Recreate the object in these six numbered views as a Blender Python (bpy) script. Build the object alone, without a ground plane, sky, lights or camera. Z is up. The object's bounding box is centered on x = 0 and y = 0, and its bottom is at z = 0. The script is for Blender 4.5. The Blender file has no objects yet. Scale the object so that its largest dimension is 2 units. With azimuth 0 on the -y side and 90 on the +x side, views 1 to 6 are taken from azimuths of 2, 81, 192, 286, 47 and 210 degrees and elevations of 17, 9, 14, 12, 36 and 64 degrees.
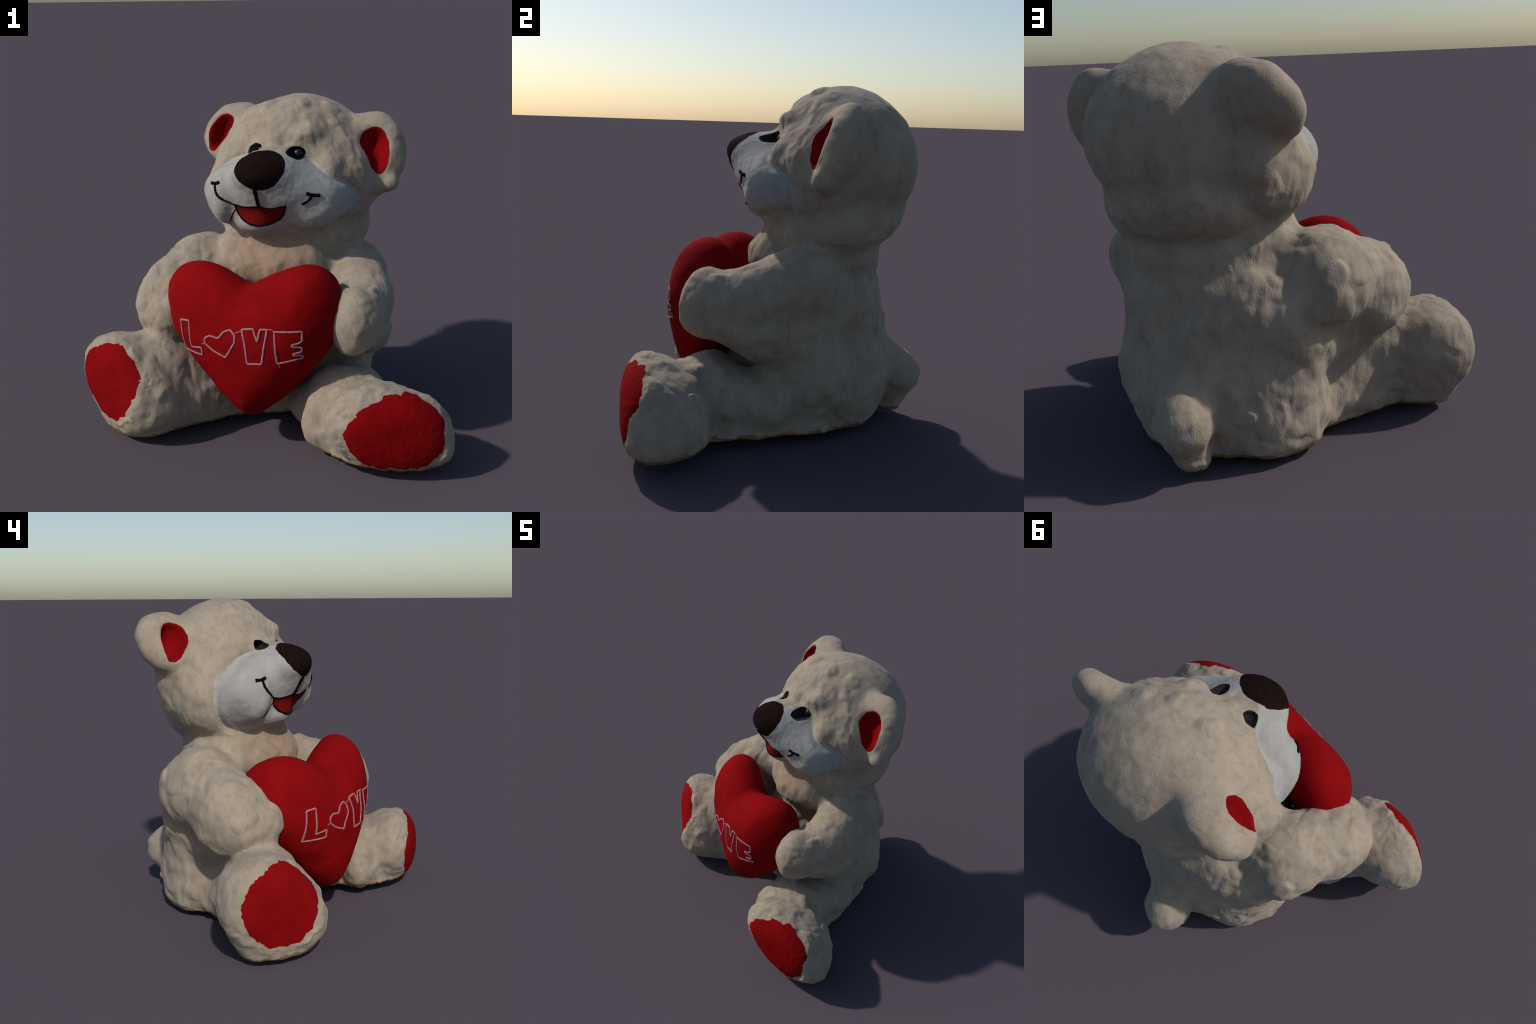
"""A plush teddy bear that sits and holds a stuffed heart.

The body is sculpted as one smooth implicit surface: balls (ellipsoids) and limbs
(tapered capsules) blended together, with sockets, ear cups and a flat seat carved
out.  The surface is meshed once, roughened with fur lumps, then cut into named
anatomical parts whose borders coincide.  Lengths are metres in the bear's own frame:
  a = towards the bear's left,  b = the way the bear faces,  z = up.
"""
import math
import bpy
import numpy as np
from mathutils import Vector
from mathutils.bvhtree import BVHTree

SEED = 7
VOXEL = 0.0065
TURN = (0.931, 0.365)          # cosine and sine of the bear's turn about z
SHIFT = 0.1                    # the bear's middle plane lies this far to its left


def to_world(p):
    p = np.asarray(p, float)
    a, b, z = p[..., 0] + SHIFT, p[..., 1], p[..., 2]
    return np.stack([a * TURN[0] - b * TURN[1], -a * TURN[1] - b * TURN[0], z], -1)


# ------------------------------------------------------------------ noise
def lattice(i, j, k, seed):
    with np.errstate(over="ignore"):
        h = (i * np.int64(374761393) + j * np.int64(668265263) + k * np.int64(2147483647) + np.int64(seed * 974711)) & 0x7FFFFFFF
        h = ((h ^ (h >> 13)) * np.int64(1274126177)) & 0x7FFFFFFF
        h = h ^ (h >> 16)
    return (h & 0xFFFF) / 32767.5 - 1.0


def noise(p, scale, seed=0):
    """Smooth value noise in -1..1."""
    q = p * scale + 100.0
    i = np.floor(q).astype(np.int64)
    f = q - i
    f = f * f * f * (f * (f * 6 - 15) + 10)
    out = 0
    for dx in (0, 1):
        for dy in (0, 1):
            for dz in (0, 1):
                w = (f[:, 0] if dx else 1 - f[:, 0]) * (f[:, 1] if dy else 1 - f[:, 1]) * (f[:, 2] if dz else 1 - f[:, 2])
                out = out + w * lattice(i[:, 0] + dx, i[:, 1] + dy, i[:, 2] + dz, SEED + seed)
    return out


def fleece(p, scale, seed):
    """Noise on a bent and turned grid, so that no lattice shows."""
    q = p @ turned(0.5, 0.9, 0.3)
    bend = np.stack([noise(q, scale * 0.7, seed + 100 + i) for i in range(3)], 1)
    return noise(q + bend * 0.35 / scale, scale, seed)


# ------------------------------------------------------------------ implicit shapes
def turned(rx, ry, rz):
    cx, sx, cy, sy, cz, sz = math.cos(rx), math.sin(rx), math.cos(ry), math.sin(ry), math.cos(rz), math.sin(rz)
    X = np.array([[1, 0, 0], [0, cx, -sx], [0, sx, cx]])
    Y = np.array([[cy, 0, sy], [0, 1, 0], [-sy, 0, cy]])
    Z = np.array([[cz, -sz, 0], [sz, cz, 0], [0, 0, 1]])
    return Z @ Y @ X


def ellipsoid(p, c, r, turn=(0, 0, 0)):
    q = (p - np.array(c)) @ turned(*turn)
    r = np.array(r, float)
    k0 = np.sqrt(((q / r) ** 2).sum(-1)) + 1e-9
    k1 = np.sqrt(((q / r ** 2) ** 2).sum(-1)) + 1e-9
    return k0 * (k0 - 1) / k1


def capsule(p, a, b, r1, r2):
    a, b = np.array(a, float), np.array(b, float)
    ba = b - a
    l2 = ba @ ba
    rr = r1 - r2
    a2 = l2 - rr * rr
    pa = p - a
    y = pa @ ba
    z = y - l2
    x2 = ((pa * l2 - y[..., None] * ba) ** 2).sum(-1)
    y2, z2 = y * y * l2, z * z * l2
    k = np.sign(rr) * rr * rr * x2
    d = (np.sqrt(np.maximum(x2 * a2 / l2, 0)) + y * rr) / l2 - r1
    d = np.where(np.sign(z) * a2 * z2 > k, np.sqrt(x2 + z2) / l2 - r2, d)
    return np.where(np.sign(y) * a2 * y2 < k, np.sqrt(x2 + y2) / l2 - r1, d)


def blend(a, b, k):
    h = np.maximum(k - np.abs(a - b), 0) / k
    return np.minimum(a, b) - h * h * k * 0.25


def carve(a, b, k):
    return -blend(-a, b, k)


SHAPES = {"body": []}


def ball(part, c, r, turn=(0, 0, 0), k=0.06, of="body"):
    SHAPES[of].append((part, k, lambda p: ellipsoid(p, c, r, turn)))


def limb(part, a, b, r1, r2, k=0.06, of="body"):
    SHAPES[of].append((part, k, lambda p: capsule(p, a, b, r1, r2)))


# >> main masses
ball("torso", (-0.039, -0.381, 0.281), (0.413, 0.308, 0.417), turn=(0.06, -0.01, -0.08), k=0.08)
ball("torso", (-0.1, -0.335, 0.66), (0.489, 0.291, 0.298), turn=(-0.01, -0.12, -0.19), k=0.1)
ball("torso", (-0.035, -0.17, 0.885), (0.343, 0.263, 0.177), turn=(0.11, -0.02, 0.07), k=0.08)
ball("torso", (-0.046, -0.093, 0.371), (0.326, 0.299, 0.408), turn=(0.07, 0.02, -0.0), k=0.08)
ball("neck", (0.011, -0.352, 0.94), (0.33, 0.272, 0.161), turn=(0.16, -0.04, -0.04), k=0.06)
ball("head", (-0.009, -0.399, 1.413), (0.44, 0.367, 0.391), turn=(-0.3, -0.09, -0.61), k=0.08)
ball("head", (0.035, -0.413, 1.113), (0.392, 0.308, 0.2), turn=(-0.19, 0.12, 0.26), k=0.06)
ball("head", (-0.286, -0.243, 1.243), (0.217, 0.211, 0.213), turn=(0.0, -0.04, -0.04), k=0.06)
ball("ear_right", (-0.406, -0.44, 1.553), (0.212, 0.125, 0.202), turn=(0.65, 0.07, 0.15), k=0.06)
limb("arm_right", (-0.49, -0.133, 0.769), (-0.572, 0.063, 0.777), 0.231, 0.145, k=0.06)
limb("arm_right", (-0.445, 0.056, 0.535), (-0.553, 0.135, 0.668), 0.172, 0.221, k=0.06)
limb("leg_right", (-0.178, -0.174, 0.13), (-0.52, 0.39, 0.2), 0.26, 0.215, k=0.06)
ball("leg_right", (-0.811, 0.556, 0.322), (0.26, 0.383, 0.243), turn=(-0.12, 0.06, 0.68), k=0.06)
ball("head", (-0.4, -0.345, 1.32), (0.07, 0.19, 0.2), turn=(0, 0, 0.13), k=0.06)
ball("torso", (-0.42, -0.15, 0.46), (0.15, 0.25, 0.14), turn=(0, 0, 0), k=0.12)
ball("muzzle", (-0.223, -0.062, 1.308), (0.195, 0.173, 0.159), turn=(0.02, -0.0, -0.01), k=0.06)
ball("head", (0.25, -0.264, 1.364), (0.142, 0.216, 0.234), turn=(0.03, 0.04, 0.01), k=0.06)
ball("ear_left", (0.43, -0.425, 1.489), (0.186, 0.101, 0.23), turn=(0.33, 0.02, -0.33), k=0.06)
limb("arm_left", (0.385, -0.296, 0.827), (0.495, -0.052, 0.761), 0.172, 0.158, k=0.06)
limb("arm_left", (0.508, -0.1, 0.57), (0.512, 0.169, 0.72), 0.135, 0.147, k=0.06)
limb("leg_left", (0.237, -0.262, 0.008), (0.606, 0.3, -0.046), 0.213, 0.212, k=0.06)
ball("leg_left", (0.784, 0.387, 0.228), (0.338, 0.329, 0.247), turn=(0.35, 0.33, -0.34), k=0.06)
ball("head", (0.347, -0.34, 1.334), (0.113, 0.18, 0.215), turn=(-0.06, -0.02, 0.0), k=0.06)
ball("torso", (0.36, -0.28, 0.33), (0.14, 0.24, 0.18), turn=(0, 0, 0), k=0.12)
ball("muzzle", (0.186, -0.092, 1.287), (0.189, 0.168, 0.174), turn=(-0.0, -0.0, -0.01), k=0.06)
limb("leg_right", (-0.292, 0.028, 0.275), (-0.557, 0.334, 0.351), 0.17, 0.193, k=0.06)
ball("leg_left", (0.494, 0.177, 0.265), (0.23, 0.173, 0.181), turn=(-0.0, 0.1, -0.01), k=0.06)
ball("neck", (-0.06, -0.09, 1.01), (0.25, 0.085, 0.16), turn=(0, 0, 0), k=0.1)
ball("leg_right", (-0.663, 0.515, 0.204), (0.286, 0.244, 0.255), turn=(0.18, -0.1, -0.02), k=0.06)
ball("torso", (-0.425, -0.33, 0.2), (0.1, 0.2, 0.26), turn=(0, 0, 0.3), k=0.1)
ball("leg_left", (0.46, 0.32, 0.2), (0.17, 0.11, 0.18), turn=(0, 0, -0.3), k=0.06)
ball("leg_left", (0.44, 0.0, 0.2), (0.15, 0.25, 0.155), turn=(0, 0, 0.5), k=0.08)
ball("muzzle", (-0.26, -0.001, 1.28), (0.08, 0.144, 0.143), turn=(0.01, 0.01, -0.03), k=0.05)
ball("torso", (0.385, -0.22, 0.62), (0.11, 0.2, 0.2), turn=(0, 0, 0), k=0.12)
ball("leg_left", (0.303, 0.077, 0.17), (0.179, 0.165, 0.15), turn=(-0.01, 0.0, 0.01), k=0.06)
limb("tail", (-0.065, -0.576, 0.341), (-0.166, -0.74, 0.24), 0.097, 0.116, k=0.05)
limb("tail", (-0.118, -0.731, 0.252), (-0.163, -0.689, 0.086), 0.085, 0.078, k=0.04)
ball("muzzle", (-0.022, 0.008, 1.432), (0.179, 0.224, 0.124), turn=(0.04, -0.07, 0.08), k=0.07)
ball("muzzle", (0.001, 0.013, 1.346), (0.233, 0.153, 0.146), turn=(0.0, -0.03, 0.04), k=0.08)
ball("muzzle", (-0.07, -0.042, 1.176), (0.141, 0.162, 0.1), turn=(-0.02, -0.01, 0.02), k=0.08)
ball("nose", (-0.016, 0.077, 1.446), (0.135, 0.101, 0.095), turn=(0.0, -0.01, 0.0), k=0.03)
# << 

# smaller bulges
ball("head", (0.12, -0.145, 1.612), (0.08, 0.06, 0.045), k=0.05)
ball("arm_right", (-0.5, 0.31, 0.63), (0.075, 0.07, 0.085), k=0.08)
limb("arm_left", (0.5, -0.08, 0.74), (0.525, 0.14, 0.765), 0.135, 0.105, k=0.06)
ball("arm_left", (0.53, 0.21, 0.63), (0.065, 0.08, 0.08), k=0.08)
ball("ear_right", (-0.4, -0.45, 1.37), (0.075, 0.075, 0.12), k=0.08)
ball("torso", (-0.26, -0.25, 0.95), (0.13, 0.13, 0.09), k=0.1)
limb("tail", (-0.05, -0.6, 0.42), (-0.15, -0.7, 0.3), 0.06, 0.09, k=0.08)
ball("ear_left", (0.555, -0.37, 1.34), (0.035, 0.03, 0.035), k=0.05)

EAR_CUPS = (((-0.462, -0.335, 1.612), (0.06, 0.08, 0.066), (0.35, 0.2, 0.3)),
            ((-0.49, -0.33, 1.555), (0.045, 0.08, 0.082), (0.35, 0.2, 0.3)),
            ((0.455, -0.33, 1.585), (0.06, 0.08, 0.05), (0.34, 0, -0.35)),
            ((0.492, -0.318, 1.51), (0.05, 0.08, 0.105), (0.34, -0.1, -0.35)))
EYE_SOCKETS = ((-0.104, -0.05, 1.53), (0.108, -0.05, 1.522))
EYES = ((-0.102, -0.1, 1.528), (0.107, -0.1, 1.519))
# foot pads: middle, outward normal in the ab plane, half width and half height
FOOT_PADS = (((-0.758, 0.612, 0.327), (-0.45, 0.893), 0.22, 0.21),
             ((0.845, 0.505, 0.262), (0.36, 0.933), 0.25, 0.2))


def seat(p):
    """Height of the cut-off underside: nearly level, sagging in the middle, ragged at the rim."""
    a, b = p[..., 0], p[..., 1]
    level = 0.048 + 0.015 * a + 0.01 * b - 0.042 * np.exp(-(a ** 2 + (b + 0.2) ** 2) / 0.08)
    return level + 0.007 * noise(p * np.array([1, 1, 0.2]), 26, 71) + 0.004 * noise(p * np.array([1, 1, 0.2]), 60, 72)


def union(p, shapes):
    d = None
    for part, k, f in shapes:
        e = f(p)
        d = e if d is None else blend(d, e, k)
    return d


def ear_cups(p):
    """The hollow of each ear: a wide top that narrows into a slit."""
    d = None
    for c, r, turn in EAR_CUPS:
        q = ((p - np.array(c)) @ turned(*turn)) / np.array(r)
        e = (np.sqrt((q ** 2).sum(-1)) - 1) * min(r)
        d = e if d is None else blend(d, e, 0.08)
    return d


def body_field(p):
    d = union(p, [s for s in SHAPES["body"] if s[0] not in ("muzzle", "nose")])
    d = carve(d, ear_cups(p), 0.03)
    for part, k, f in SHAPES["body"]:
        if part in ("muzzle", "nose"):
            d = blend(d, f(p), k)
    for c in EYE_SOCKETS:
        d = carve(d, ellipsoid(p, c, (0.044, 0.075, 0.038)), 0.015)
    for c, n, w, h in FOOT_PADS:                       # flatten the soles
        d = carve(d, -((p - np.array(c)) @ np.array([*n, 0.0])), 0.2)
    return carve(d, p[..., 2] - seat(p), 0.008)


# the stuffed heart: a flat outline, seen from the front, puffed up like a pillow
HEART_OUTLINE = [(-0.03, 0.885), (-0.12, 0.92), (-0.23, 0.957), (-0.34, 0.962), (-0.445, 0.928), (-0.51, 0.86), (-0.53, 0.77),
                 (-0.505, 0.66), (-0.445, 0.56), (-0.36, 0.465), (-0.26, 0.37), (-0.15, 0.265), (-0.05, 0.185), (0.015, 0.16),
                 (0.085, 0.195), (0.18, 0.275), (0.28, 0.385), (0.37, 0.5), (0.43, 0.605), (0.466, 0.72), (0.466, 0.83),
                 (0.43, 0.925), (0.36, 0.992), (0.27, 1.01), (0.16, 0.975), (0.055, 0.925)]
HEART_RIM, HEART_HALF_DEPTH = 0.24, 0.185


def closed_spline(points, n=3):
    pts, out = np.array(points, float), []
    for i in range(len(pts)):
        a, b, c, d = pts[i - 1], pts[i], pts[(i + 1) % len(pts)], pts[(i + 2) % len(pts)]
        for t in np.arange(n) / n:
            out.append(0.5 * (2 * b + (c - a) * t + (2 * a - 5 * b + 4 * c - d) * t ** 2 + (3 * b - a - 3 * c + d) * t ** 3))
    return np.array(out)


HEART_EDGE = closed_spline(HEART_OUTLINE)


def distance_to_loop(q, loop):
    """Signed distance of points in a plane to a closed outline, negative inside."""
    d, outside = np.full(len(q), 1e9), np.ones(len(q), bool)
    for a, b in zip(loop, np.roll(loop, -1, 0)):
        e, w = b - a, q - a
        t = np.clip((w @ e) / (e @ e), 0, 1)
        d = np.minimum(d, ((w - t[:, None] * e) ** 2).sum(1))
        above, below = q[:, 1] >= a[1], q[:, 1] < b[1]
        left = e[0] * w[:, 1] > e[1] * w[:, 0]
        outside ^= (above & below & left) | (~above & ~below & ~left)
    return np.where(outside, 1, -1) * np.sqrt(d)


def heart_field(p):
    d = distance_to_loop(p[:, [0, 2]], HEART_EDGE)
    dz = p[:, 2] - 0.62
    middle = 0.327 - np.maximum(dz, 0) * 0.14 - 0.36 * (p[:, 0] + 0.03) ** 2     # leans back, wraps round the belly
    q = np.maximum(d + HEART_RIM, 0) / HEART_RIM
    w = (p[:, 1] - middle) / HEART_HALF_DEPTH
    return (np.sqrt(q * q + w * w) - 1) * HEART_HALF_DEPTH


# ------------------------------------------------------------------ meshing (surface nets)
def surface(field, low, high, h):
    """Quads on field = 0: evaluates a coarse grid, refines only near the surface."""
    low = np.array(low, float)
    step = 4
    nc = np.ceil((np.array(high) - low) / (h * step)).astype(int) + 1
    n = nc * step
    cc = np.stack(np.meshgrid(*[np.arange(m) for m in nc], indexing="ij"), -1)
    centre = low + (cc + 0.5 - 0.5 / step) * h * step
    dc = field(centre.reshape(-1, 3)).reshape(nc)
    d = np.repeat(np.repeat(np.repeat(np.where(dc < 0, -1.0, 1.0), step, 0), step, 1), step, 2).astype(np.float32)
    near = np.argwhere(np.abs(dc) < h * step * 1.7)
    local = np.stack(np.meshgrid(*[np.arange(step)] * 3, indexing="ij"), -1).reshape(-1, 3)
    idx = (near[:, None] * step + local[None]).reshape(-1, 3)
    vals = np.concatenate([field(low + c * h) for c in np.array_split(idx, max(1, len(idx) // 200000))])
    d[idx[:, 0], idx[:, 1], idx[:, 2]] = vals
    inside = d < 0
    cells = np.zeros(n - 1, np.int8)
    corners = [(x, y, z) for x in (0, 1) for y in (0, 1) for z in (0, 1)]
    sl = lambda o, m: tuple(slice(o[i], m[i] - 1 + o[i]) for i in range(3))
    for o in corners:
        cells += inside[sl(o, n)]
    active = np.argwhere((cells > 0) & (cells < 8))
    number = np.full(n - 1, -1, np.int64)
    number[tuple(active.T)] = np.arange(len(active))
    acc, cnt = np.zeros((len(active), 3)), np.zeros(len(active))
    for o in corners:
        for ax in range(3):
            if o[ax]:
                continue
            e = list(o)
            e[ax] = 1
            v0, v1 = d[tuple((active + o).T)], d[tuple((active + e).T)]
            cross = (v0 < 0) != (v1 < 0)
            t = np.where(cross, v0 / np.where(v0 == v1, 1, v0 - v1), 0)
            pt = np.tile(np.array(o, float), (len(active), 1))
            pt[:, ax] = t
            acc += pt * cross[:, None]
            cnt += cross
    verts = low + (active + acc / cnt[:, None]) * h
    quads = []
    for ax in range(3):
        u, v = (ax + 1) % 3, (ax + 2) % 3
        m = n.copy()
        lo = [slice(1, n[i] - 1) for i in range(3)]
        hi = list(lo)
        lo[ax], hi[ax] = slice(0, n[ax] - 1), slice(1, n[ax])
        s0, s1 = inside[tuple(lo)], inside[tuple(hi)]
        e = np.argwhere(s0 != s1)
        first = s0[tuple(e.T)]
        base = e + 1
        base[:, ax] = e[:, ax]
        du, dv = np.zeros(3, int), np.zeros(3, int)
        du[u], dv[v] = 1, 1
        q = np.stack([number[tuple((base - du - dv).T)], number[tuple((base - dv).T)],
                      number[tuple(base.T)], number[tuple((base - du).T)]], 1)
        q[~first] = q[~first][:, ::-1]
        quads.append(q)
    quads = np.concatenate(quads)
    return verts, quads


def normals_of(verts, quads):
    a, b, c, d = (verts[quads[:, i]] for i in range(4))
    fn = np.cross(c - a, d - b)
    vn = np.zeros_like(verts)
    for i in range(4):
        np.add.at(vn, quads[:, i], fn)
    return vn / (np.linalg.norm(vn, axis=1, keepdims=True) + 1e-12)


def relaxed(verts, quads, rounds):
    for _ in range(rounds):
        acc, cnt = np.zeros_like(verts), np.zeros(len(verts))
        for i in range(4):
            np.add.at(acc, quads[:, i], verts[quads[:, (i + 1) % 4]] + verts[quads[:, (i + 3) % 4]])
            np.add.at(cnt, quads[:, i], 2)
        verts = verts * 0.4 + acc / cnt[:, None] * 0.6
    return verts


# ------------------------------------------------------------------ materials
def material(name, base, second, third=None, scale=9.0, grain=120.0, bump=0.25, rough=0.9, sheen=0.0, stretch=(1, 1, 1), coat=0.0, spec=0.1, bounce_tint=None):
    m = bpy.data.materials.new(name)
    m.use_nodes = True
    nt = m.node_tree
    N, L = nt.nodes, nt.links
    bsdf = N["Principled BSDF"]
    bsdf.inputs["Roughness"].default_value = rough
    bsdf.inputs["Specular IOR Level"].default_value = spec
    bsdf.inputs["Sheen Weight"].default_value = sheen
    bsdf.inputs["Coat Weight"].default_value = coat
    coord = N.new("ShaderNodeTexCoord")
    mapping = N.new("ShaderNodeMapping")
    mapping.inputs["Scale"].default_value = stretch
    L.new(coord.outputs["Object"], mapping.inputs["Vector"])

    def tex(s, detail, rougher=0.6):
        t = N.new("ShaderNodeTexNoise")
        t.inputs["Scale"].default_value = s
        t.inputs["Detail"].default_value = detail
        t.inputs["Roughness"].default_value = rougher
        L.new(mapping.outputs["Vector"], t.inputs["Vector"])
        return t

    patches = tex(scale, 4)
    ramp = N.new("ShaderNodeValToRGB")
    ramp.color_ramp.elements[0].position, ramp.color_ramp.elements[0].color = 0.33, (*second, 1)
    ramp.color_ramp.elements[1].position, ramp.color_ramp.elements[1].color = 0.62, (*base, 1)
    L.new(patches.outputs["Fac"], ramp.inputs["Fac"])
    colour = ramp.outputs["Color"]
    if third:
        strand = tex(scale * 3.2, 5, 0.65)
        strand.inputs["Distortion"].default_value = 0.6
        mask = N.new("ShaderNodeMapRange")
        mask.inputs["From Min"].default_value, mask.inputs["From Max"].default_value = 0.52, 0.75
        mask.inputs["To Max"].default_value = 0.7
        L.new(strand.outputs["Fac"], mask.inputs["Value"])
        mix = N.new("ShaderNodeMix")
        mix.data_type = "RGBA"
        L.new(mask.outputs["Result"], mix.inputs["Factor"])
        L.new(colour, mix.inputs["A"])
        mix.inputs["B"].default_value = (*third, 1)
        colour = mix.outputs["Result"]
    if bounce_tint:                                   # red light bounced off the heart, tinted into the fur: middle, reach, tint
        middle, reach, tint = bounce_tint
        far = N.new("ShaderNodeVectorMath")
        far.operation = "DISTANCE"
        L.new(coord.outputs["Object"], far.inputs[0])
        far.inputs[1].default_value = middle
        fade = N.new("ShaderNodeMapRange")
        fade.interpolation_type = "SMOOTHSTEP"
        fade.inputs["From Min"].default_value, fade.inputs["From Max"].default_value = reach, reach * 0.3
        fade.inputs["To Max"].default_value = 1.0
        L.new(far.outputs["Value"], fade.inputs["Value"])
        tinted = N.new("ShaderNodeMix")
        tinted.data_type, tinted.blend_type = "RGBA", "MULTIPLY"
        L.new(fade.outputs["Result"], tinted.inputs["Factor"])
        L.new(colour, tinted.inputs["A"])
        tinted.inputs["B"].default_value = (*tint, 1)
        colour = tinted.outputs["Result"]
    L.new(colour, bsdf.inputs["Base Color"])
    if bump:
        fine = tex(grain, 3)
        node = N.new("ShaderNodeBump")
        node.inputs["Strength"].default_value = bump
        node.inputs["Distance"].default_value = 0.006
        L.new(fine.outputs["Fac"], node.inputs["Height"])
        L.new(node.outputs["Normal"], bsdf.inputs["Normal"])
    return m


CREAM = dict(base=(0.345, 0.288, 0.22), second=(0.28, 0.228, 0.168), third=(0.215, 0.17, 0.125))
MAT = {
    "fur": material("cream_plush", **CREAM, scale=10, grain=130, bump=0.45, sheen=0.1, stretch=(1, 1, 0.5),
                    bounce_tint=(tuple(to_world((0.0, 0.05, 0.95))), 0.36, (0.9, 0.78, 0.71))),
    "muzzle": material("white_short_plush", (0.345, 0.335, 0.312), (0.30, 0.29, 0.268), scale=12, grain=170, bump=0.3, sheen=0.1),
    "nose": material("dark_brown_plush", (0.013, 0.007, 0.006), (0.008, 0.005, 0.004), scale=25, grain=160, bump=0.4, spec=0.02),
    "red": material("red_felt", (0.225, 0.004, 0.005), (0.185, 0.003, 0.004), scale=6, grain=220, bump=0.15, spec=0.03),
    "mouth": material("dark_red_felt", (0.14, 0.003, 0.003), (0.10, 0.002, 0.002), scale=9, grain=180, bump=0.15),
    "stitch": material("black_brown_thread", (0.010, 0.004, 0.004), (0.006, 0.003, 0.003), scale=40, grain=300, bump=0.3, spec=0.02),
    "letter": material("pale_pink_thread", (0.40, 0.20, 0.22), (0.32, 0.13, 0.15), scale=60, grain=400, bump=0.4),
    "eye": material("black_eye", (0.006, 0.006, 0.007), (0.004, 0.004, 0.005), bump=0, rough=0.4, spec=0.3),
    "socket": material("dark_socket", (0.03, 0.027, 0.026), (0.015, 0.013, 0.012), scale=30, grain=160, bump=0.4),
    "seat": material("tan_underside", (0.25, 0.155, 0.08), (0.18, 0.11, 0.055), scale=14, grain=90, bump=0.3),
}


# ------------------------------------------------------------------ regions of the body
def pad_distance(p, pad):
    c, n, half_w, half_h = pad
    n = np.array([n[0], n[1], 0.0])
    n /= np.linalg.norm(n)
    q = p - np.array(c)
    u = q @ np.array([n[1], -n[0], 0.0])
    v = q[:, 2]
    k = np.sqrt((u / half_w) ** 2 + (v / half_h) ** 2) + 1e-6
    g = (k - 1) * min(half_w, half_h)
    depth = q @ n
    return np.maximum(g, -(depth + 0.11))


def fringe(p, amount, seed):
    return amount * (noise(p, 22, seed) + 0.35 * noise(p, 48, seed + 1))


def region_pads(p):
    return np.minimum(pad_distance(p, FOOT_PADS[0]), pad_distance(p, FOOT_PADS[1])) + fringe(p, 0.011, 11) + 0.005 * noise(p, 60, 13)


def region_ear_lining(p):
    return ear_cups(p) - 0.009 + fringe(p, 0.004, 21)


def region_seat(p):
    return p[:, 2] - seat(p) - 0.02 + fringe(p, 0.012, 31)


def nearest(p, parts):
    return np.min([f(p) for part, k, f in SHAPES["body"] if part in parts], axis=0)


def region_nose(p):
    u = p[:, 0] + 0.012
    v = (p[:, 1] - 0.1) * -0.5 + (p[:, 2] - 1.448) * 0.866
    depth = (p[:, 1] - 0.1) * 0.866 + (p[:, 2] - 1.448) * 0.5
    g = (np.sqrt((u / 0.136) ** 2 + (v / 0.118) ** 2) - 1) * 0.12
    return np.maximum(g, -0.07 - depth) + fringe(p, 0.003, 41)


UPPER_LIP = [(-0.176, 1.264), (-0.13, 1.256), (-0.075, 1.262), (-0.025, 1.272), (0.02, 1.263), (0.06, 1.266), (0.121, 1.284)]
LOWER_LIP = [(-0.176, 1.264), (-0.165, 1.22), (-0.13, 1.185), (-0.085, 1.166), (-0.03, 1.160), (0.03, 1.172), (0.075, 1.2), (0.105, 1.24), (0.121, 1.284)]


def region_mouth(p):
    outline = np.array(UPPER_LIP + LOWER_LIP[-2:0:-1])
    return np.maximum(distance_to_loop(p[:, [0, 2]], outline), -0.02 - p[:, 1])


# where the short white plush of the snout is sewn to the long fur, seen from the front
SNOUT_SEAM = closed_spline([(0.03, 1.55), (-0.07, 1.545), (-0.16, 1.518), (-0.27, 1.475), (-0.375, 1.4), (-0.419, 1.336), (-0.431, 1.26),
                            (-0.4, 1.165), (-0.313, 1.09), (-0.2, 1.07), (-0.077, 1.085), (0.06, 1.09), (0.18, 1.115), (0.294, 1.15),
                            (0.38, 1.205), (0.415, 1.285), (0.38, 1.362), (0.291, 1.432), (0.201, 1.485), (0.12, 1.532)])


def region_muzzle(p, ragged=0.006):
    return np.maximum(distance_to_loop(p[:, [0, 2]], SNOUT_SEAM), -0.26 - p[:, 1]) + fringe(p, ragged, 51)


def region_sockets(p):
    d = np.full(len(p), 1e9)
    for c in EYE_SOCKETS:
        q = (p - np.array(c)) / np.array([0.046, 0.08, 0.041])
        d = np.minimum(d, (np.sqrt((q ** 2).sum(1)) - 1) * 0.05)
    return d + fringe(p, 0.008, 61)


COLOURED = [("muzzle", region_muzzle), ("nose", region_nose), ("mouth", region_mouth),
            ("foot_pad", region_pads), ("ear_lining", region_ear_lining), ("eye_socket", region_sockets), ("seat", region_seat)]
FUR_PARTS = ["torso", "head", "neck", "ear_right", "ear_left", "arm_right", "arm_left", "leg_right", "leg_left", "tail"]


def label_faces(centres):
    dist = np.stack([nearest(centres, (n,)) for n in FUR_PARTS])
    lab = np.array(FUR_PARTS, dtype=object)[dist.argmin(0)]
    for name, g in COLOURED:
        hit = g(centres) < 0
        if name == "muzzle":
            hit &= (lab == "head") | (lab == "neck") | (lab == "torso")
        if name == "nose" or name == "mouth":
            hit &= (lab == "muzzle") | (lab == "head")
        if name == "foot_pad":
            hit &= (lab == "leg_right") | (lab == "leg_left")
        if name == "eye_socket":
            hit &= (lab == "head") | (lab == "muzzle")
        if name == "ear_lining":
            hit &= (lab == "ear_right") | (lab == "ear_left") | (lab == "head")
        lab[hit] = name
    return lab


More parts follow.
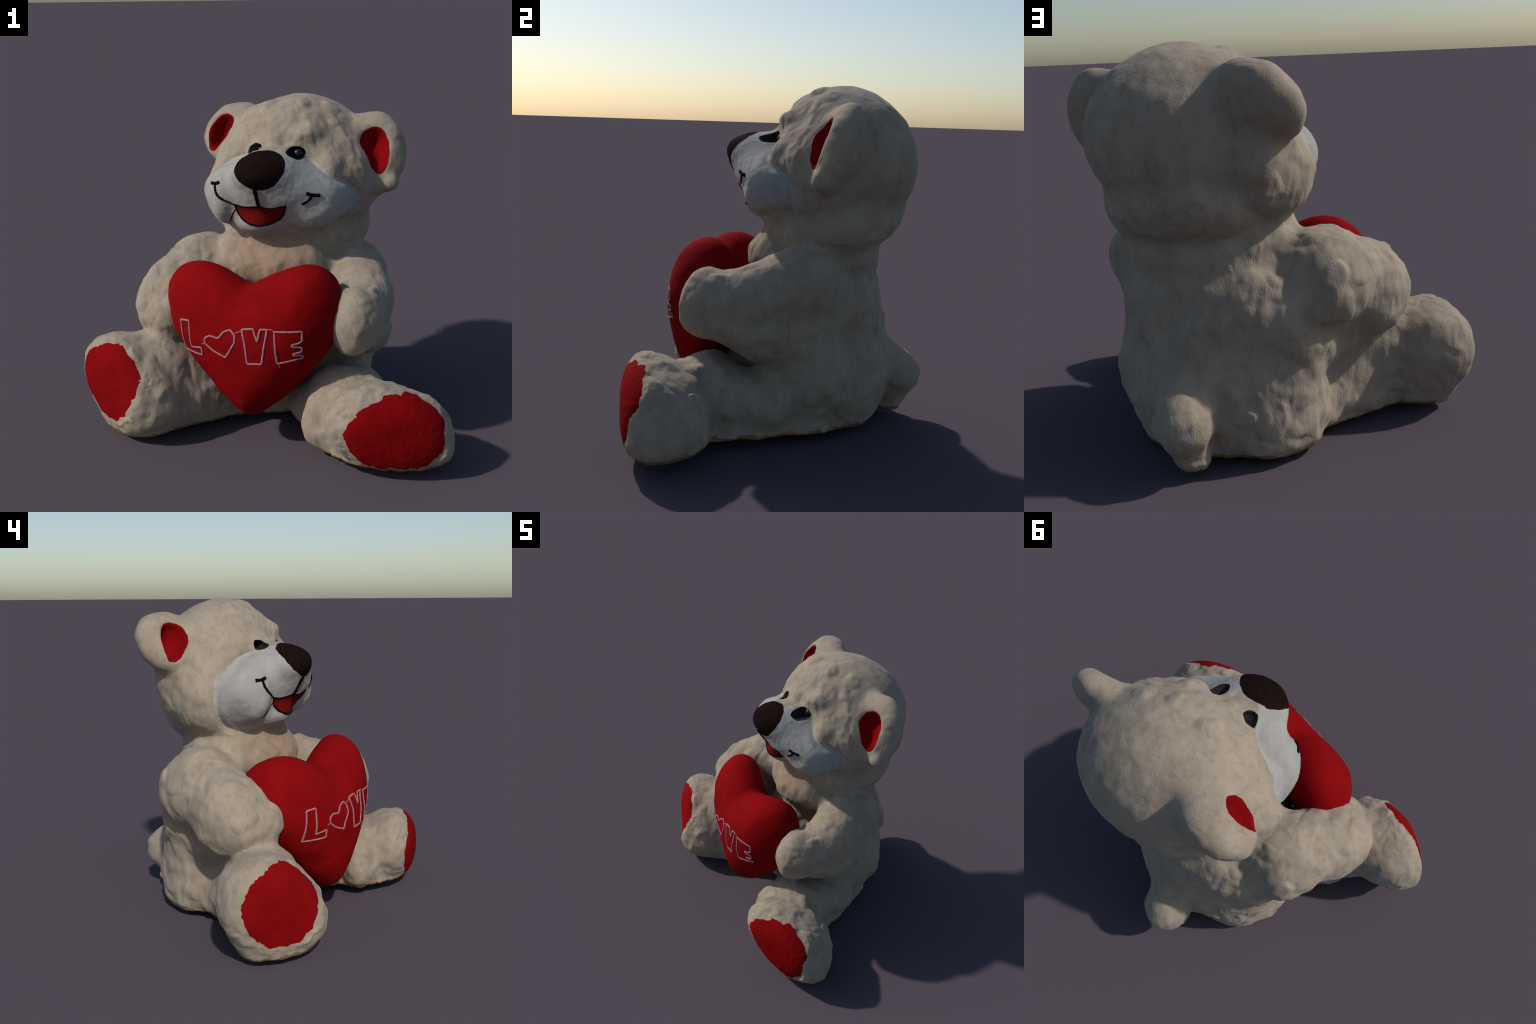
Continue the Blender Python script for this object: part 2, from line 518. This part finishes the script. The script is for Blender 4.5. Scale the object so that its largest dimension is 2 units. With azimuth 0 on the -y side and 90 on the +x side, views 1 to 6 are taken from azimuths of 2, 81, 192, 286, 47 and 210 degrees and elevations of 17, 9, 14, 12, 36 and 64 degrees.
# ------------------------------------------------------------------ objects
root = bpy.data.objects.new("teddy_bear", None)
bpy.context.scene.collection.objects.link(root)
root["label"] = "cream plush teddy bear hugging a red stuffed heart"
root["category"] = "teddy bear"


def add_object(name, verts, faces, mat, parent, normals=None, smooth=True, kind=None):
    mesh = bpy.data.meshes.new(name)
    verts = to_world(verts)
    faces = [tuple(f)[::-1] for f in faces]      # the bear's frame is left-handed
    mesh.from_pydata(verts.tolist(), [], [list(map(int, f)) for f in faces])
    mesh.materials.append(mat)
    mesh.polygons.foreach_set("use_smooth", [smooth] * len(mesh.polygons))
    if normals is not None:
        mesh.normals_split_custom_set_from_vertices(normals.tolist())
    mesh.update()
    ob = bpy.data.objects.new(name, mesh)
    bpy.context.scene.collection.objects.link(ob)
    ob.parent = parent
    if kind:
        ob["kind"] = kind
    return ob


# ---- body
verts, quads = surface(body_field, (-1.15, -0.98, -0.03), (1.2, 0.8, 1.9), VOXEL)
verts = relaxed(verts, quads, 2)
vn = normals_of(verts, quads)
snout = region_muzzle(verts, 0.0)
coat = np.clip(np.minimum.reduce([snout, region_pads(verts), region_ear_lining(verts)]) / 0.03, 0, 1)
coat *= np.clip((verts[:, 2] - seat(verts) - 0.01) / 0.03, 0.25, 1)
lumps = 0.010 * fleece(verts, 6, 1) + 0.0075 * fleece(verts, 14, 2)
strands = verts * np.array([1, 1, 0.55])
lumps += 0.0028 * fleece(strands, 34, 3)
ring = np.exp(-((region_pads(verts) - 0.022) / 0.02) ** 2)             # tufts that stand up round the soles
lumps += ring * 0.011 * np.abs(noise(verts, 24, 7))
hem = np.exp(-((verts[:, 2] - seat(verts)) / 0.05) ** 2)
lumps += hem * 0.008 * noise(verts * np.array([1, 1, 0.3]), 22, 8)
crown = np.clip((verts[:, 2] - 1.1) / 0.3, 0, 1) * np.clip((-0.25 - verts[:, 1]) / 0.2, 0, 1)   # the top and back of the head are brushed smooth
lumps += 0.02 * np.clip(fleece(verts, 10, 9) - 0.22, 0, 0.5)             # broad clumps of matted fur
lumps *= 1 - 0.6 * crown
soft = 0.002 * fleece(verts, 12, 5) + 0.0012 * fleece(verts, 45, 6)
verts = verts + vn * (lumps * coat + soft * (1 - coat))[:, None]

# the sewn seam where the short white plush meets the long fur
front = np.clip((verts[:, 1] + 0.24) / 0.05, 0, 1)
seam = np.exp(-((snout - 0.006) / 0.014) ** 2) * np.clip((np.abs(verts[:, 0]) - 0.1) / 0.1, 0, 1) * front
puff = np.clip(-snout / 0.05, 0, 1) * np.clip((snout + 0.16) / 0.08, 0, 1) * front
verts = verts + vn * (0.011 * puff - 0.02 * seam)[:, None]

labels = label_faces(verts[quads].mean(1))
# slide border vertices onto the exact border of each coloured region
for name, g in COLOURED:
    mine = labels == name
    inside, outside = np.zeros(len(verts), bool), np.zeros(len(verts), bool)
    inside[quads[mine].ravel()] = True
    outside[quads[~mine].ravel()] = True
    rim = np.flatnonzero(inside & outside)
    if not len(rim):
        continue
    p, n = verts[rim], vn[rim]
    e = 0.002
    g0 = g(p)
    grad = np.stack([(g(p + e * np.eye(3)[i]) - g0) / e for i in range(3)], 1)
    grad -= (grad * n).sum(1, keepdims=True) * n
    g2 = (grad ** 2).sum(1, keepdims=True)
    move = -g0[:, None] * grad / np.maximum(g2, 0.1)
    size = np.linalg.norm(move, axis=1, keepdims=True) + 1e-9
    verts[rim] = p + move * np.minimum(1, 0.6 * VOXEL / size)

verts[:, 2] = np.maximum(verts[:, 2], 0)
vn = normals_of(verts, quads)
vn_world = to_world(vn) - to_world(np.zeros(3))


def cut_out(name, mask, mat, parent):
    sub = quads[mask]
    used, inv = np.unique(sub, return_inverse=True)
    return add_object(name, verts[used], inv.reshape(-1, 4), mat, parent, vn_world[used])


owner = {}
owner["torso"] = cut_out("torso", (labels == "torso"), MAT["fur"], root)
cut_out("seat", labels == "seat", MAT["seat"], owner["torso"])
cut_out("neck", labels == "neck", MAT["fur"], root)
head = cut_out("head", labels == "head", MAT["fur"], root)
muzzle = cut_out("muzzle", labels == "muzzle", MAT["muzzle"], head)
cut_out("nose", labels == "nose", MAT["nose"], head)
cut_out("eye_socket", labels == "eye_socket", MAT["socket"], head)
cut_out("mouth", labels == "mouth", MAT["mouth"], head)
centre_a = verts[quads].mean(1)[:, 0]
for side, sign in (("right", -1), ("left", 1)):
    half = centre_a * sign > 0
    cut_out("ear", labels == "ear_" + side, MAT["fur"], head)
    cut_out("ear_lining", (labels == "ear_lining") & half, MAT["red"], head)
    cut_out("arm", labels == "arm_" + side, MAT["fur"], root)
    leg = cut_out("leg", labels == "leg_" + side, MAT["fur"], root)
    cut_out("foot_pad", (labels == "foot_pad") & half, MAT["red"], leg)
cut_out("tail", labels == "tail", MAT["fur"], root)

# ---- heart
hv, hq = surface(heart_field, (-0.65, -0.05, 0.05), (0.6, 0.65, 1.15), 0.008)
hv = relaxed(hv, hq, 3)
hn = normals_of(hv, hq)
hv = hv + hn * (0.003 * noise(hv, 7, 60) + 0.0015 * noise(hv, 22, 61))[:, None]
hn = normals_of(hv, hq)
heart = add_object("heart", hv, hq, MAT["red"], root, to_world(hn) - to_world(np.zeros(3)))


# ---- stitched lines laid on a surface
def tree(v, q):
    return BVHTree.FromPolygons(v.tolist(), q.tolist())


body_tree, heart_tree = tree(verts, quads), tree(hv, hq)


def smooth_path(points, closed, step=0.006, rounds=1):
    pts = np.array(points, float)
    if closed:
        pts = np.vstack([pts, pts[:1]])
    out = []
    for p, q in zip(pts[:-1], pts[1:]):
        n = max(1, int(np.linalg.norm(q - p) / step))
        out += [p + (q - p) * i / n for i in range(n)]
    if not closed:
        out.append(pts[-1])
    out = np.array(out)
    for _ in range(rounds):
        if closed:
            out = (np.roll(out, 1, 0) + 2 * out + np.roll(out, -1, 0)) / 4
        else:
            out[1:-1] = (out[:-2] + 2 * out[1:-1] + out[2:]) / 4
    return out


def stitch(name, points, radius, mat, parent, on, closed=False, lift=0.3, rounds=2, flat=0.6, taper=False, seed=0, slant=0.0):
    """A flattened cord laid on a surface; points are (a, z), seen from the front."""
    path = smooth_path(points, closed, rounds=rounds)
    rng = np.random.default_rng(SEED + seed)
    base, ups = [], []
    for a, z in path:
        hit, n, _, _ = on.ray_cast(Vector((a + slant, 0.9, z)), Vector((-slant, -0.9, 0)).normalized())
        if hit is None:
            continue
        base.append(np.array(hit) + np.array(n) * radius * lift)
        ups.append(np.array(n))
    base, ups = np.array(base), np.array(ups)
    count, sides = len(base), 8
    tan = np.roll(base, -1, 0) - np.roll(base, 1, 0)
    if not closed:
        tan[0], tan[-1] = base[1] - base[0], base[-1] - base[-2]
    tan /= np.linalg.norm(tan, axis=1, keepdims=True) + 1e-9
    across = np.cross(tan, ups)
    across /= np.linalg.norm(across, axis=1, keepdims=True) + 1e-9
    v, f = [], []
    for i in range(count):
        r = radius * (1 + 0.16 * rng.uniform(-1, 1))
        if taper:
            r *= 0.4 + 0.6 * min(1, 1.6 * i / count)
        for s in range(sides):
            w = 2 * math.pi * s / sides
            v.append(base[i] + across[i] * r * math.cos(w) + ups[i] * r * flat * math.sin(w))
    last = count if closed else count - 1
    for i in range(last):
        j = (i + 1) % count
        for s in range(sides):
            t = (s + 1) % sides
            f.append((i * sides + s, i * sides + t, j * sides + t, j * sides + s))
    if not closed:
        f.append(tuple(range(sides))[::-1])
        f.append(tuple((count - 1) * sides + s for s in range(sides)))
    return add_object(name, v, f, mat, parent)


LETTERS = {
    "L": [(-0.347, 0.702), (-0.289, 0.71), (-0.279, 0.562), (-0.21, 0.578), (-0.207, 0.534), (-0.335, 0.525)],
    "O": [(-0.106, 0.648), (-0.079, 0.685), (-0.044, 0.701), (-0.016, 0.679), (-0.012, 0.64), (-0.063, 0.551),
          (-0.135, 0.576), (-0.186, 0.609), (-0.186, 0.637), (-0.157, 0.654)],
    "V": [(0.022, 0.711), (0.083, 0.722), (0.109, 0.659), (0.12, 0.723), (0.157, 0.727), (0.134, 0.542), (0.057, 0.533), (0.044, 0.637)],
    "E": [(0.195, 0.719), (0.327, 0.724), (0.328, 0.672), (0.31, 0.661), (0.282, 0.656), (0.282, 0.644), (0.325, 0.638),
          (0.325, 0.613), (0.285, 0.603), (0.287, 0.593), (0.325, 0.593), (0.325, 0.575), (0.211, 0.548), (0.202, 0.637)],
}
for i, (letter, outline) in enumerate(LETTERS.items()):
    stitch("embroidered_heart" if letter == "O" else "embroidered_letter", outline, 0.0055, MAT["letter"], heart, heart_tree,
           closed=True, seed=i, rounds=1)

for i, loose in enumerate(([(-0.012, 0.69), (0.01, 0.698), (0.022, 0.705)], [(0.162, 0.728), (0.178, 0.728), (0.195, 0.719)],
                           [(-0.205, 0.6), (-0.195, 0.605), (-0.186, 0.609)], [(0.215, 0.545), (0.22, 0.53), (0.222, 0.52)])):
    stitch("loose_thread", loose, 0.0025, MAT["letter"], heart, heart_tree, seed=30 + i, rounds=0)

dark = MAT["stitch"]
stitch("mouth_stitch", LOWER_LIP, 0.0055, dark, head, body_tree, rounds=3, seed=10)
stitch("mouth_stitch", [(-0.176, 1.264), (-0.215, 1.28), (-0.262, 1.305), (-0.282, 1.335), (-0.288, 1.372)], 0.0075, dark, head, body_tree, rounds=4, seed=11, taper=True)
stitch("mouth_stitch", [(-0.318, 1.368), (-0.29, 1.37), (-0.262, 1.38)], 0.009, dark, head, body_tree, seed=12)
stitch("mouth_stitch", [(0.2, 1.292), (0.222, 1.303), (0.243, 1.322), (0.25, 1.345)], 0.007, dark, head, body_tree, rounds=4, seed=13)
stitch("mouth_stitch", [(0.224, 1.352), (0.25, 1.342), (0.285, 1.337)], 0.009, dark, head, body_tree, seed=14)
stitch("mouth_stitch", [(-0.02, 1.395), (-0.021, 1.36), (-0.022, 1.32), (-0.024, 1.268)], 0.011, dark, head, body_tree, seed=15)
stitch("mouth_stitch", UPPER_LIP, 0.004, dark, head, body_tree, rounds=3, seed=16)
stitch("chin_seam", [(-0.176, 1.235), (-0.2, 1.2), (-0.225, 1.15)], 0.003, dark, head, body_tree, rounds=3, seed=17)


def sphere(name, c, r, mat, parent, rings=24, segs=32):
    v, f = [], []
    for i in range(rings + 1):
        th = math.pi * i / rings
        for j in range(segs):
            ph = 2 * math.pi * j / segs
            v.append((c[0] + r * math.sin(th) * math.cos(ph), c[1] + r * math.sin(th) * math.sin(ph), c[2] + r * math.cos(th)))
    for i in range(rings):
        for j in range(segs):
            k = (j + 1) % segs
            q = (i * segs + j, i * segs + k, (i + 1) * segs + k, (i + 1) * segs + j)
            f.append(q)
    return add_object(name, v, f, mat, parent)


for c in EYES:                                         # two small dark beads, deep in their sockets
    sphere("eye", c, 0.036, MAT["eye"], head)
